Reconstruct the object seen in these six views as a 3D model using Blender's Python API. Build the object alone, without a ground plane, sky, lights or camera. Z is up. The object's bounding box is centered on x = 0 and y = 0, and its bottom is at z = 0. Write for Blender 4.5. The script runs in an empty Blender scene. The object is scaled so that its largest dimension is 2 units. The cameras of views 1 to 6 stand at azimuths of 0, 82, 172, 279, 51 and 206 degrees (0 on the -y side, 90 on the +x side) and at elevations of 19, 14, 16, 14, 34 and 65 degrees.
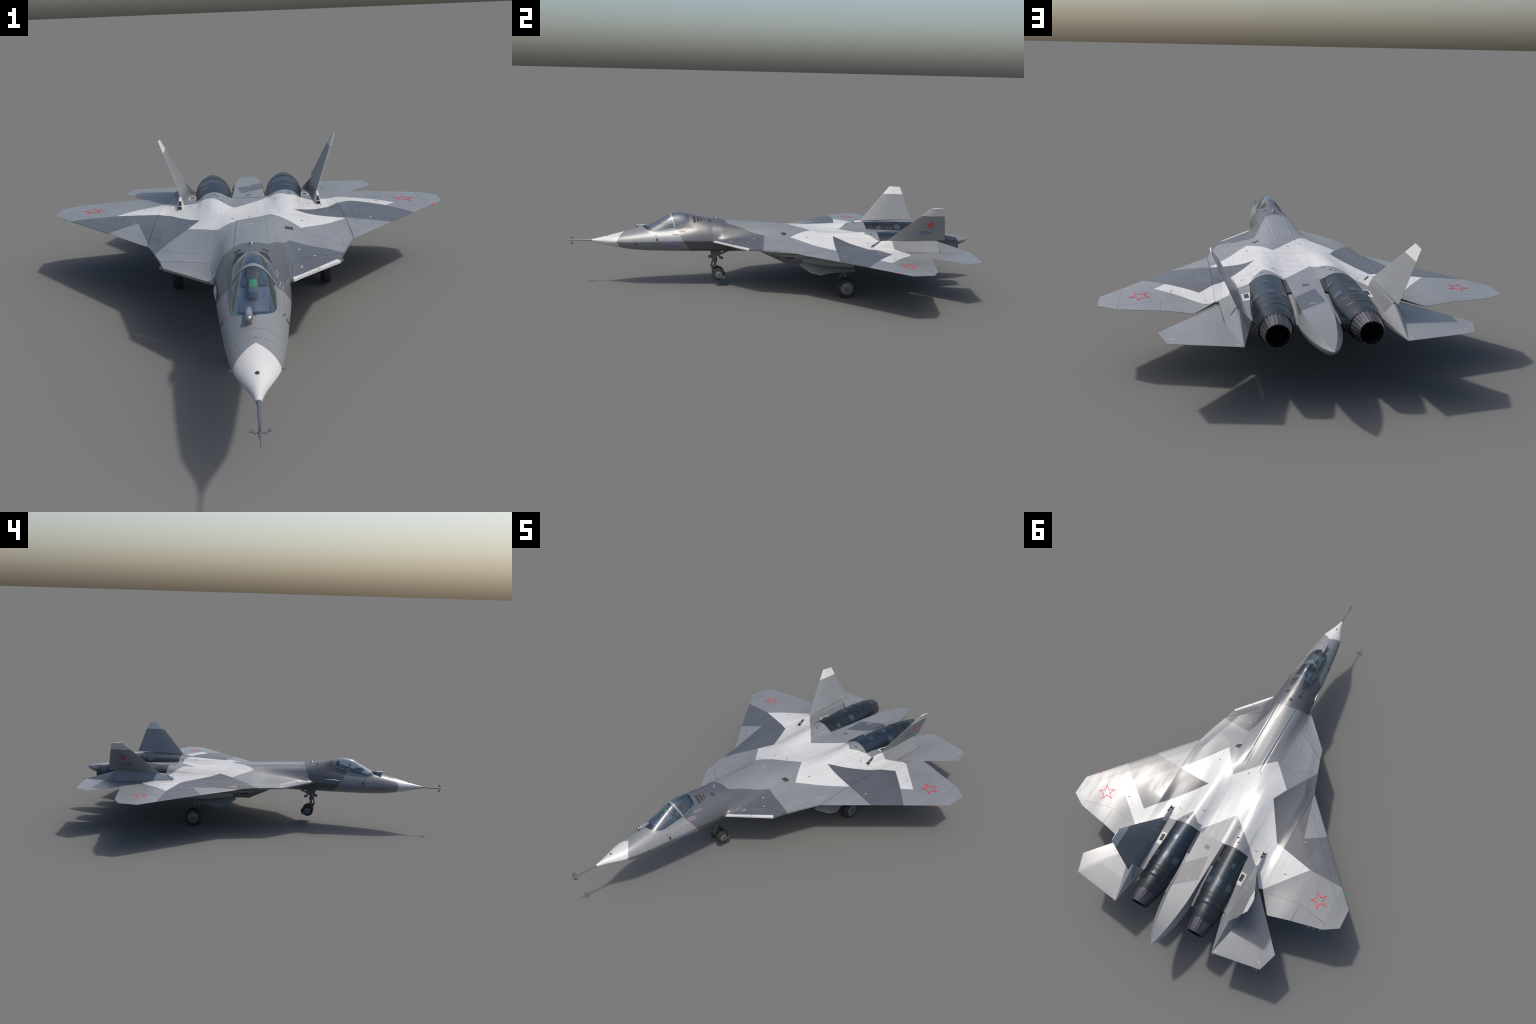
# Twin-engine fighter aircraft in splinter camouflage, standing on its landing gear.
# Frame: metres, nose towards -y, x to the side, z up.
import bpy, bmesh, math, random
import numpy as np
from mathutils import Vector
from mathutils.bvhtree import BVHTree

random.seed(7)
PI = math.pi

# ------------------------------------------------------------------ helpers
def lerp(a, b, t): return a + (b - a) * t
def sat(v): return np.clip(v, 0.0, 1.0)
def smooth(a, b, v):
    t = sat((np.asarray(v, float) - a) / (b - a)); return t * t * (3 - 2 * t)

def pchip(xs, ys):
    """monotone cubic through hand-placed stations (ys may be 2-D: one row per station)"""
    xs = np.array(xs, float); ys = np.array(ys, float)
    h = np.diff(xs); hh = h if ys.ndim == 1 else h[:, None]
    d = np.diff(ys, axis=0) / hh
    m = np.zeros_like(ys); m[0] = d[0]; m[-1] = d[-1]
    for i in range(1, len(xs) - 1):
        w1 = 2 * h[i] + h[i - 1]; w2 = h[i] + 2 * h[i - 1]
        a, b = d[i - 1], d[i]
        ok = a * b > 0
        with np.errstate(divide='ignore', invalid='ignore'):
            v = (w1 + w2) / (w1 / a + w2 / b)
        m[i] = np.where(ok, v, 0.0)
    def f(x):
        x = np.clip(np.asarray(x, float), xs[0], xs[-1])
        i = np.clip(np.searchsorted(xs, x) - 1, 0, len(xs) - 2)
        t = (x - xs[i]) / h[i]; hi = h[i]
        if ys.ndim == 2: t = t[..., None]; hi = hi[..., None]
        return ((1 + 2 * t) * (1 - t) ** 2 * ys[i] + t * (1 - t) ** 2 * hi * m[i]
                + t * t * (3 - 2 * t) * ys[i + 1] + t * t * (t - 1) * hi * m[i + 1])
    return f

def grid_table(xs, rows):
    """surface height from cross-sections: rows = [(y, [z at xs...]), ...]"""
    fy = pchip([r[0] for r in rows], [r[1] for r in rows])
    xs = np.array(xs, float)
    h = np.diff(xs)
    def f(x, y):
        x = np.atleast_1d(np.asarray(x, float)); y = np.atleast_1d(np.asarray(y, float))
        Z = fy(y)                                   # n x k
        d = np.diff(Z, axis=1) / h
        m = np.zeros_like(Z)
        m[:, 0] = 0; m[:, -1] = d[:, -1]
        a, b = d[:, :-1], d[:, 1:]
        m[:, 1:-1] = (a * h[1:] + b * h[:-1]) / (h[1:] + h[:-1])
        xc = np.clip(x, xs[0], xs[-1])
        i = np.clip(np.searchsorted(xs, xc) - 1, 0, len(xs) - 2)
        t = (xc - xs[i]) / h[i]; n = np.arange(len(x)); hi = h[i]
        return ((1 + 2 * t) * (1 - t) ** 2 * Z[n, i] + t * (1 - t) ** 2 * hi * m[n, i]
                + t * t * (3 - 2 * t) * Z[n, i + 1] + t * t * (t - 1) * hi * m[n, i + 1])
    return f

def seg_dist(x, y, pts):
    best = np.full(np.shape(x), 9.0)
    for (ax, ay), (bx, by) in zip(pts[:-1], pts[1:]):
        dx, dy = bx - ax, by - ay
        t = sat(((x - ax) * dx + (y - ay) * dy) / (dx * dx + dy * dy))
        best = np.minimum(best, np.hypot(x - ax - t * dx, y - ay - t * dy))
    return best

ALL = {}
def add_object(name, verts, faces, mats, parent=None, sharp=32, mat_idx=None, normals_fix=True, weld=0.0):
    me = bpy.data.meshes.new(name)
    me.from_pydata([tuple(map(float, v)) for v in verts], [], [tuple(f) for f in faces])
    if not isinstance(mats, (list, tuple)): mats = [mats]
    for m in mats: me.materials.append(m)
    if mat_idx is not None:
        me.polygons.foreach_set('material_index', np.array(mat_idx, dtype=np.int32))
    bm = bmesh.new(); bm.from_mesh(me)
    if weld > 0: bmesh.ops.remove_doubles(bm, verts=bm.verts, dist=weld)
    if normals_fix: bmesh.ops.recalc_face_normals(bm, faces=bm.faces)
    bm.to_mesh(me); bm.free()
    me.polygons.foreach_set('use_smooth', [True] * len(me.polygons))
    if sharp is not None: me.set_sharp_from_angle(angle=math.radians(sharp))
    me.update()
    ob = bpy.data.objects.new(name, me)
    bpy.context.scene.collection.objects.link(ob)
    if parent: ob.parent = parent
    ALL.setdefault(name, []).append(ob)
    return ob

class Soup:
    """collects simple solids into one mesh"""
    def __init__(s): s.v = []; s.f = []
    def add(s, v, f):
        n = len(s.v); s.v += [tuple(p) for p in v]; s.f += [tuple(i + n for i in q) for q in f]
    def box(s, c, d, rot=None):
        v = []
        for i in (-1, 1):
            for j in (-1, 1):
                for k in (-1, 1):
                    p = Vector((i * d[0] / 2, j * d[1] / 2, k * d[2] / 2))
                    if rot: p = rot @ p
                    v.append(p + Vector(c))
        s.add(v, [(0, 1, 3, 2), (4, 6, 7, 5), (0, 4, 5, 1), (2, 3, 7, 6), (0, 2, 6, 4), (1, 5, 7, 3)])
    def rod(s, a, b, r0, r1=None, n=12):
        r1 = r0 if r1 is None else r1
        s.lathe(a, b, [(0, r0), (1, r1)], n)
    def lathe(s, a, b, prof, n=24, cap=True):
        a, b = Vector(a), Vector(b); ax = b - a
        z = ax.normalized(); x = z.orthogonal().normalized(); y = z.cross(x)
        v = []; f = []
        for t, r in prof:
            for k in range(n):
                th = 2 * PI * k / n
                v.append(a + ax * t + (x * math.cos(th) + y * math.sin(th)) * r)
        m = len(prof)
        for i in range(m - 1):
            for k in range(n):
                k2 = (k + 1) % n
                f.append((i * n + k, i * n + k2, (i + 1) * n + k2, (i + 1) * n + k))
        if cap:
            f.append(tuple(range(n))[::-1]); f.append(tuple((m - 1) * n + k for k in range(n)))
        s.add(v, f)
    def ball(s, c, r, n=16, squash=1.0, zmin=-1):
        v = []; f = []; m = n // 2
        for i in range(m + 1):
            ph = PI * i / m
            for k in range(n):
                th = 2 * PI * k / n
                v.append((c[0] + r * math.sin(ph) * math.cos(th), c[1] + r * math.sin(ph) * math.sin(th), c[2] + r * squash * math.cos(ph)))
        for i in range(m):
            for k in range(n):
                k2 = (k + 1) % n
                f.append((i * n + k, (i + 1) * n + k, (i + 1) * n + k2, i * n + k2))
        s.add(v, f)
    def prism(s, poly, thick):
        """closed 3-D polygon extruded by the vector thick"""
        t = Vector(thick); n = len(poly)
        v = [Vector(p) for p in poly] + [Vector(p) + t for p in poly]
        f = [tuple(range(n)), tuple(range(2 * n - 1, n - 1, -1))]
        f += [(i, (i + 1) % n, n + (i + 1) % n, n + i) for i in range(n)]
        s.add(v, f)
    def out(s, name, mat, parent=None, sharp=32, weld=1e-6):
        return add_object(name, s.v, s.f, mat, parent, sharp, weld=weld)

def plan_fill(poly, step, ystep=None):
    """fill a plan polygon with a fine grid; returns 2-D verts, faces, boundary edges"""
    bm = bmesh.new()
    bm.faces.new([bm.verts.new((p[0], p[1], 0)) for p in poly])
    xs = [p[0] for p in poly]; ys = [p[1] for p in poly]
    for axis, lo, hi, st in ((0, min(xs), max(xs), step), (1, min(ys), max(ys), ystep or step)):
        k = math.ceil(lo / st + 1e-6)
        while k * st < hi - 1e-6:
            co = [0, 0, 0]; no = [0, 0, 0]; co[axis] = k * st; no[axis] = 1
            bmesh.ops.bisect_plane(bm, geom=bm.verts[:] + bm.edges[:] + bm.faces[:], dist=1e-6, plane_co=co, plane_no=no)
            k += 1
    bmesh.ops.remove_doubles(bm, verts=bm.verts, dist=2e-5)
    bm.verts.index_update()
    v = np.array([(p.co.x, p.co.y) for p in bm.verts])
    f = [tuple(q.index for q in fc.verts) for fc in bm.faces]
    e = []
    for ed in bm.edges:
        if len(ed.link_faces) == 1:
            l = ed.link_loops[0]; e.append((l.vert.index, l.link_loop_next.vert.index))
    bm.free()
    return v, f, e

def plate(name, poly, top, bot, mats, parent=None, step=0.006, ystep=None, sharp=28):
    """solid skin part: plan polygon between an upper and a lower height function"""
    v, f, e = plan_fill(poly, step, ystep)
    zt = top(v[:, 0], v[:, 1]); zb = np.minimum(bot(v[:, 0], v[:, 1]), zt - 0.0006)
    n = len(v)
    V = [(a, b, c) for (a, b), c in zip(v, zt)] + [(a, b, c) for (a, b), c in zip(v, zb)]
    F = [q for q in f] + [tuple(i + n for i in reversed(q)) for q in f] + [(b, a, a + n, b + n) for a, b in e]
    idx = [0] * len(f) + [1] * len(f) + [0] * len(e)
    return add_object(name, V, F, mats, parent, sharp, mat_idx=idx if isinstance(mats, list) and len(mats) > 1 else None)

def mirror(poly): return [(-x, y) for x, y in reversed(poly)]
def inset(poly, d):
    """shrink a polygon by d so that neighbours leave a fine gap"""
    n = len(poly); out = []
    A = sum(poly[i][0] * poly[(i + 1) % n][1] - poly[(i + 1) % n][0] * poly[i][1] for i in range(n))
    sg = 1 if A > 0 else -1
    for i in range(n):
        p0, p1, p2 = (np.array(poly[k % n]) for k in (i - 1, i, i + 1))
        a = (p1 - p0) / np.linalg.norm(p1 - p0); b = (p2 - p1) / np.linalg.norm(p2 - p1)
        na = sg * np.array((-a[1], a[0])); nb = sg * np.array((-b[1], b[0]))
        m = na + nb; m /= max(1e-6, np.linalg.norm(m))
        out.append(tuple(p1 + m * d / max(0.35, m @ na)))
    return out

# ------------------------------------------------------------------ materials
def srgb(r, g, b):
    return tuple((c / 255 / 12.92 if c / 255 <= 0.04045 else ((c / 255 + 0.055) / 1.055) ** 2.4) for c in (r, g, b)) + (1,)

class Nodes:
    def __init__(s, name):
        s.mat = bpy.data.materials.new(name); s.mat.use_nodes = True
        s.nt = s.mat.node_tree; s.nt.nodes.clear()
        s.out = s.nt.nodes.new('ShaderNodeOutputMaterial')
        s.bsdf = s.nt.nodes.new('ShaderNodeBsdfPrincipled')
        s.nt.links.new(s.bsdf.outputs[0], s.out.inputs[0])
        tc = s.nt.nodes.new('ShaderNodeTexCoord'); s.pos = tc.outputs['Object']
    def n(s, t, **kw):
        nd = s.nt.nodes.new(t)
        for k, v in kw.items(): setattr(nd, k, v)
        return nd
    def put(s, sock, v):
        if isinstance(v, bpy.types.NodeSocket): s.nt.links.new(v, sock)
        else: sock.default_value = v
    def math(s, op, a, b=0.0, c=0.0, clamp=False):
        nd = s.n('ShaderNodeMath', operation=op, use_clamp=clamp)
        s.put(nd.inputs[0], a); s.put(nd.inputs[1], b); s.put(nd.inputs[2], c)
        return nd.outputs[0]
    def dot(s, vec):
        nd = s.n('ShaderNodeVectorMath', operation='DOT_PRODUCT')
        s.put(nd.inputs[0], s.pos); nd.inputs[1].default_value = vec
        return nd.outputs['Value']
    def plane(s, vec, off):
        """signed distance: positive where vec.p > off"""
        l = math.sqrt(sum(c * c for c in vec))
        return s.math('SUBTRACT', s.dot([c / l for c in vec]), off / l)
    def fold(s, op, xs):
        r = xs[0]
        for q in xs[1:]: r = s.math(op, r, q)
        return r
    def poly(s, pts):
        """signed distance-like field of a convex plan polygon (positive inside)"""
        n = len(pts)
        A = sum(pts[i][0] * pts[(i + 1) % n][1] - pts[(i + 1) % n][0] * pts[i][1] for i in range(n))
        if A < 0: pts = pts[::-1]
        ds = []
        for i in range(n):
            (ax, ay), (bx, by) = pts[i], pts[(i + 1) % n]
            nx, ny = -(by - ay), bx - ax
            ds.append(s.plane((nx, ny, 0), nx * ax + ny * ay))
        return s.fold('MINIMUM', ds)
    def step(s, d, soft=0.0012):
        return s.math('MULTIPLY_ADD', d, 1 / soft, 0.5, clamp=True)
    def mix(s, fac, a, b, blend='MIX'):
        nd = s.n('ShaderNodeMix', data_type='RGBA', blend_type=blend)
        s.put(nd.inputs[0], fac); s.put(nd.inputs[6], a); s.put(nd.inputs[7], b)
        return nd.outputs[2]
    def noise(s, scale, stretch=(1, 1, 1), detail=3, rough=0.55):
        mp = s.n('ShaderNodeMapping'); s.put(mp.inputs[0], s.pos); mp.inputs[3].default_value = stretch
        nz = s.n('ShaderNodeTexNoise'); s.put(nz.inputs['Vector'], mp.outputs[0])
        nz.inputs['Scale'].default_value = scale; nz.inputs['Detail'].default_value = detail
        nz.inputs['Roughness'].default_value = rough
        return nz.outputs['Fac']
    def remap(s, v, a, b, c, d):
        nd = s.n('ShaderNodeMapRange'); s.put(nd.inputs[0], v)
        for i, q in enumerate((a, b, c, d)): nd.inputs[i + 1].default_value = q
        return nd.outputs[0]
    def weather(s, col, amount=0.1):
        """streaky, patchy variation of a paint"""
        a = s.noise(9, (1, .35, 1)); b = s.noise(60, (1, .12, 1), 2)
        m = s.math('ADD', s.remap(a, .3, .7, -amount, amount), s.remap(b, .3, .7, -amount * .45, amount * .45))
        nd = s.n('ShaderNodeHueSaturation'); s.put(nd.inputs['Color'], col)
        s.put(nd.inputs['Value'], s.math('ADD', m, 1.0))
        return nd.outputs[0]
    def finish(s, col, rough=0.4, metallic=0.0, spec=0.5):
        s.put(s.bsdf.inputs['Base Color'], col); s.put(s.bsdf.inputs['Roughness'], rough)
        s.bsdf.inputs['Metallic'].default_value = metallic
        s.bsdf.inputs['Specular IOR Level'].default_value = spec
        return s.mat

GREY = srgb(111, 114, 117); DARK = srgb(73, 76, 81); WHITE = srgb(181, 181, 180)
PALE = srgb(122, 125, 128)
PAINT_ROUGH = 0.36

# plan corners of the splinter camouflage
C1, C2, C3, C4, C5 = (.149, .058), (.062, .176), (-.089, .024), (-.187, .123), (-.154, .191)
C6, C7, C8, C9, C10 = (-.262, .362), (-.448, .403), (.140, .264), (.305, .244), (.349, .495)
C11, C12, C13, C14, C15 = (.460, .403), (.498, .444), (.340, .582), (.441, .228), (.536, .336)
C16, C17, C18, C19, C20, C21 = (-.048, .336), (.066, .469), (-.272, -.029), (-.359, .288), (-.444, .229), (-.604, .406)
FRONT_CUT = (.232, .495)

def camo(name, dim=1.0):
    N = Nodes(name)
    P = N.poly
    white = N.fold('MAXIMUM', [
        P([C2, C1, C9, C10, (.231, .492), (.185, .480), C17]),
        P([C10, C11, C12, C13]),
        P([C10, C13, (.297, .588), (.245, .524), (.216, .500), (.231, .480)]),
        P([C3, C2, C17, C16, C4]),
        P([C4, C16, (-.236, .505), C6]),
        P([C6, (-.236, .505), (-.292, .585), C7])])
    white = N.math('MINIMUM', white, N.math('MULTIPLY', P([C17, (.131, .416), (.186, .482), (.12, .52)]), -1))
    dark = N.fold('MAXIMUM', [
        P([C8, C14, (.612, .269), C15, C11, C10]),
        N.math('MINIMUM', P([C5, C4, C18, (-.33, -.06), (-.70, .36), C21, C7, C6]),
               N.math('MULTIPLY', P([(-.295, .05), (-.47, .20), C20, C19]), -1)),
        # forward band behind the cockpit; its front border leans forward with height
        N.fold('MINIMUM', [N.plane((0, 1, .62), -.434 + .62 * .239),
                           N.fold('MINIMUM', [N.plane((.15, -1, .35), .276 - .0132 + .35 * .245),
                                              N.plane((-.4, -1, 0), .2)])]),
        P([(.043, -.221), (.107, -.058), (.258, -.082), (.32, -.16), (.2, -.34), (.02, -.34)]),
        P([(-.027, .558), (-.041, .673), (.056, .749), (.051, .633)])])
    front_white = N.fold('MINIMUM', [N.plane((.74, -1, 0), .706), N.plane((-.74, -1, 0), .706)])
    strip = P([(.1000, -.2840), (.104, -.310), (.245, -.150), (.2270, -.1405)])
    col = N.mix(N.step(white), GREY, WHITE)
    col = N.mix(N.step(dark), col, DARK)
    col = N.mix(N.step(front_white), col, WHITE)
    col = N.mix(N.step(strip), col, WHITE)
    col = N.weather(col, .07)
    if dim != 1.0: col = N.mix(1.0, col, (dim, dim, dim, 1), 'MULTIPLY')
    r = N.remap(N.noise(14, (1, .3, 1)), .3, .7, PAINT_ROUGH - .05, PAINT_ROUGH + .07)
    return N.finish(col, r, 0.0, .64)

def paint(name, colour, rough=PAINT_ROUGH, amount=.07, metallic=0.0):
    N = Nodes(name); return N.finish(N.weather(colour, amount), rough, metallic, .64)
def plain(name, colour, rough=.5, metallic=0.0):
    N = Nodes(name); nz = N.noise(40)
    return N.finish(N.mix(N.remap(nz, .35, .65, 0, .18), colour, tuple(c * .7 for c in colour[:3]) + (1,)), rough, metallic)

def belly_paint():
    N = Nodes('belly_paint')
    col = N.mix(N.step(N.plane((0, -1, 0), .192)), PALE, DARK)
    return N.finish(N.weather(col, .07), PAINT_ROUGH, 0.0, .5)
M_BELLY = belly_paint()
M_CAMO = camo('splinter_camouflage')
M_LINE = camo('panel_line_paint', .84)
M_GREY = paint('grey_paint', GREY)
M_PALE = paint('pale_underside_paint', PALE)
M_WHITE = paint('white_paint', WHITE, amount=.04)
M_BLACK = plain('vent_black', srgb(40, 41, 44), .7)
M_HOLE = plain('deep_black', (.004, .004, .004, 1), .9)
M_RED = plain('star_red', srgb(172, 40, 48), .45)
M_BLUE = plain('number_violet', srgb(62, 56, 120), .5)
M_OUTLINE = plain('number_outline', srgb(160, 158, 178), .5)
M_METAL = plain('bare_metal', srgb(150, 152, 156), .28, .9)
M_STEEL = plain('gear_steel', srgb(96, 98, 100), .45, .5)
M_TYRE = plain('tyre_rubber', srgb(34, 34, 34), .75)
M_RIM = plain('wheel_rim', srgb(98, 101, 106), .45, .2)
M_YELLOW = plain('stencil_yellow', srgb(160, 152, 112), .5)
M_ORANGE = plain('stencil_orange', srgb(170, 112, 78), .5)
M_PINK = plain('stencil_pink', srgb(142, 126, 134), .5)
M_PROBE = plain('probe_grey', srgb(98, 102, 108), .35, .4)
M_LAMP_R = plain('lamp_red', srgb(200, 20, 20), .2)
M_LAMP_G = plain('lamp_green', srgb(10, 130, 120), .2)
M_COCKPIT = plain('cockpit_blue_grey', srgb(112, 136, 150), .6)
M_SEAT = plain('seat_grey', srgb(92, 98, 112), .7)
M_OLIVE = plain('belt_olive', srgb(110, 104, 66), .8)
M_HUD = plain('head_up_display_green', srgb(60, 170, 96), .2)
M_TEAL = plain('seal_teal', srgb(110, 152, 158), .4)

def engine_mat():
    N = Nodes('burnt_engine_metal')
    a = N.noise(12, (1, .4, 1)); b = N.noise(70, (.3, 1, .3), 2)
    col = N.mix(N.remap(a, .35, .65, 0, 1), srgb(26, 31, 36), srgb(30, 44, 58))
    col = N.mix(N.remap(b, .4, .7, 0, .5), col, srgb(46, 50, 52))
    return N.finish(col, .34, .35)
def petal_mat():
    N = Nodes('nozzle_petal_metal')
    a = N.noise(50, (1, .1, 1), 2)
    col = N.mix(N.remap(a, .35, .65, 0, 1), srgb(52, 52, 54), srgb(80, 79, 84))
    return N.finish(col, .36, .6)
M_ENGINE = engine_mat(); M_PETAL = petal_mat()
M_ENGPANEL = plain('engine_panel_grey', srgb(58, 67, 78), .35, .3)

def glass_mat():
    N = Nodes('canopy_glass')
    N.bsdf.inputs['Transmission Weight'].default_value = 1.0
    N.bsdf.inputs['IOR'].default_value = 1.55
    return N.finish(srgb(222, 236, 246), .10, 0.0)
M_GLASS = glass_mat()

# ------------------------------------------------------------------ the thing
jet = bpy.data.objects.new('fighter_jet', None)
bpy.context.scene.collection.objects.link(jet)
jet['label'] = 'twin-engine fighter jet in grey and white splinter camouflage'
jet['category'] = 'fighter jet'

# ------------------------------------------------------------------ airframe surface
# forward fuselage stations (y): half width, chine height, spine without canopy, spine with canopy, keel
half_w = pchip([-.858, -.837, -.817, -.79, -.749, -.677, -.58, -.51, -.43, -.36, -.30, -.2],
               [.0055, .0105, .0170, .0285, .0445, .0585, .0705, .0780, .0862, .0900, .0918, .091])
chine_z = pchip([-.858, -.74, -.43, -.30, -.2], [.2290, .2292, .2390, .2400, .240])
spine_z = pchip([-.858, -.832, -.79, -.72, -.654, -.618, -.56, -.48, -.41, -.36, -.316, -.30, -.2],
                [.2345, .2405, .2505, .2675, .2820, .2893, .2985, .3080, .3210, .3310, .3345, .3330, .3205])
canopy_z = pchip([-.622, -.618, -.59, -.564, -.53, -.497, -.474, -.447, -.40, -.357, -.316, -.30, -.2],
                 [.2885, .2896, .3035, .3172, .3348, .3518, .3578, .3600, .3520, .3425, .3350, .3332, .3205])
keel_z = pchip([-.858, -.833, -.79, -.74, -.66, -.6, -.5, -.3, -.2], [.2235, .2168, .2062, .1972, .1855, .1812, .1785, .1765, .1765])
bump_w = pchip([-.63, -.612, -.59, -.555, -.48, -.41, -.35, -.30], [.028, .036, .046, .0515, .0540, .0560, .062, .066])

def fwd_top(x, y):
    w = half_w(y); zc = chine_z(y)
    s = np.clip(np.abs(x) / w, 0, 1)
    body = (spine_z(y) - zc) * np.power(np.maximum(1 - s ** 2.05, 0), np.interp(y, [-.86, -.74, -.60, -.45, -.30], [.60, .64, .74, .74, .68]))
    b = np.clip(np.abs(x) / bump_w(y), 0, 1)
    extra = np.maximum(canopy_z(y) - spine_z(y), 0) * np.where(y > -.625, 1, 0)
    return zc + body + extra * np.power(1 - b * b, 1.05)
def fwd_bot(x, y):
    s = np.clip(np.abs(x) / half_w(y), 0, 1)
    return chine_z(y) - (chine_z(y) - keel_z(y)) * np.power(np.maximum(1 - s ** 3.1, 0), .95)

# planform of lifting body and wing
LE = [(.095, -.304), (.237, -.147), (.302, .067), (.672, .481)]
WING_TE = [(.30, .672), (.375, .666), (.475, .639), (.608, .611), (.672, .571)]
le_of_x = lambda x: np.interp(x, [.302, .672], [.067, .481])
te_of_x = lambda x: np.interp(x, [p[0] for p in WING_TE], [p[1] for p in WING_TE])

def rear_drop(xa, y):
    """the inner rear wing slopes down towards the flap"""
    return smooth(.40, .585, y) * (1 - smooth(.33, .47, xa))
def wing_mid(x, y):
    xa = np.abs(x); z = np.interp(xa, [.20, .302, .672], [.2275, .2270, .2215])
    strake = np.interp(y, [-.304, -.234, -.147, -.09, -.03, .067], [.2400, .2360, .2305, .2315, .2312, .2275])
    z = np.where(y < .067, strake, z)
    d = seg_dist(xa, y, LE)
    return z - .0012 * (1 - sat(d / .05)) * smooth(.05, .10, y) + .0022 * sat((y - .1) / .2) * sat((.672 - xa) / .3) * (1 - .8 * smooth(.40, .62, y)) - .0075 * rear_drop(xa, y)
def edge_half(x, y):
    """blunt edge of the strake, sharp edge of the wing"""
    return .0005 + .0026 * (1 - smooth(.02, .09, y))
def wing_half(x, y):
    xa = np.abs(x)
    dle = np.where(xa > .302, (y - le_of_x(xa)) * .66, seg_dist(xa, y, LE))
    dte = te_of_x(xa) - y
    T = np.interp(xa, [.2, .302, .42, .672], [.0122, .0118, .0082, .0046])
    return edge_half(x, y) + T * np.power(sat(dle / .11), .62) * np.power(sat(dte / .26), .8) * (1 - .35 * rear_drop(xa, y)) * np.power(sat((.685 - xa) / .06), .5)

XS = [0, .03, .05, .07, .09, .105, .12, .15, .18, .21, .25, .30]
body_table = grid_table(XS, [
    (-.30, [.3330, .3290, .3210, .3060, .2720, .2500, .2460, .2420, .2400, .2380, .2360, .2350]),
    (-.265, [.3280, .3235, .3145, .2985, .2670, .2480, .2440, .2415, .2390, .2375, .2360, .2350]),
    (-.22, [.3215, .3180, .3105, .2965, .2700, .2540, .2480, .2430, .2400, .2380, .2360, .2350]),
    (-.14, [.3140, .3120, .3065, .2945, .2745, .2630, .2580, .2515, .2470, .2435, .2385, .2350]),
    (-.058, [.3075, .3060, .3015, .2920, .2790, .2700, .2645, .2565, .2500, .2455, .2405, .2370]),
    (.03, [.3000, .2990, .2960, .2910, .2840, .2780, .2740, .2660, .2590, .2525, .2445, .2385]),
    (.12, [.2880, .2880, .2880, .2870, .2840, .2815, .2785, .2705, .2620, .2535, .2455, .2400]),
    (.19, [.2780, .2785, .2795, .2805, .2800, .2795, .2770, .2685, .2590, .2525, .2460, .2410]),
    (.264, [.2690, .2695, .2710, .2740, .2780, .2795, .2780, .2670, .2565, .2500, .2445, .2405]),
    (.34, [.2635, .2635, .2645, .2690, .2770, .2805, .2808, .2695, .2550, .2465, .2410, .2375]),
    (.41, [.2615, .2615, .2620, .2665, .2765, .2815, .2828, .2720, .2535, .2440, .2370, .2325]),
    (.48, [.2600, .2600, .2605, .2650, .2765, .2820, .2840, .2770, .2545, .2435, .2345, .2290]),
    (.58, [.2560, .2560, .2560, .2560, .2560, .2560, .2560, .2500, .2450, .2400, .2300, .2240]),
    (.74, [.2200, .2200, .2200, .2200, .2200, .2200, .2200, .2200, .2195, .2190, .2180, .2175])])
belly_table = grid_table([0, .03, .06, .09, .12, .15, .20, .25, .30], [
    (-.30, [.1755, .178, .188, .218, .2350, .2340, .2320, .2300, .2270]),
    (-.18, [.1755, .177, .186, .205, .2200, .2250, .2270, .2260, .2240]),
    (-.05, [.1765, .177, .183, .195, .2040, .2080, .2120, .2150, .2170]),
    (.20, [.1780, .178, .182, .190, .1950, .2000, .2070, .2120, .2150]),
    (.48, [.1800, .180, .184, .190, .1950, .2000, .2060, .2110, .2150]),
    (.74, [.1900, .190, .195, .200, .2020, .2040, .2070, .2080, .2090])])

def top(x, y):
    x = np.atleast_1d(np.asarray(x, float)); y = np.atleast_1d(np.asarray(y, float)); xa = np.abs(x)
    wing = wing_mid(x, y) + wing_half(x, y)
    edge = wing_mid(x, y)
    tab = body_table(xa, y)
    fw = np.where(xa < half_w(np.minimum(y, -.2)), fwd_top(x, np.minimum(y, -.2)), np.minimum(.2400, edge + .004))
    tab = lerp(fw, tab, smooth(-.305, -.245, y))
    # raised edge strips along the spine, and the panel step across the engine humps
    line = lerp(.0470, .0420, sat((y + .25) / .36))
    tab = tab - (.0020 * np.exp(-((xa - line) / .0030) ** 2) - .0010 * np.exp(-((xa - line + .006) / .005) ** 2)) * smooth(-.27, -.22, y) * (1 - smooth(.06, .13, y))
    d = seg_dist(xa, y, LE)
    k = lerp(1.0, np.power(sat(d / .045), .75), smooth(.095, .125, xa))
    e_ = edge_half(x, y); tab = edge + e_ + (tab - edge - e_) * k
    return lerp(tab, wing, smooth(.262, .306, xa))
def bottom(x, y):
    x = np.atleast_1d(np.asarray(x, float)); y = np.atleast_1d(np.asarray(y, float)); xa = np.abs(x)
    wing = wing_mid(x, y) - wing_half(x, y)
    edge = wing_mid(x, y)
    tab = belly_table(xa, y)
    fw = np.where(xa < half_w(np.minimum(y, -.2)), fwd_bot(x, np.minimum(y, -.2)), np.minimum(.2395, edge - .003))
    tab = lerp(fw, tab, smooth(-.305, -.245, y))
    d = seg_dist(xa, y, LE)
    k = lerp(1.0, np.power(sat(d / .05), .8), smooth(.095, .125, xa))
    e_ = edge_half(x, y); tab = edge - e_ + (tab - edge + e_) * k
    return lerp(tab, wing, smooth(.235, .302, xa))

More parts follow.
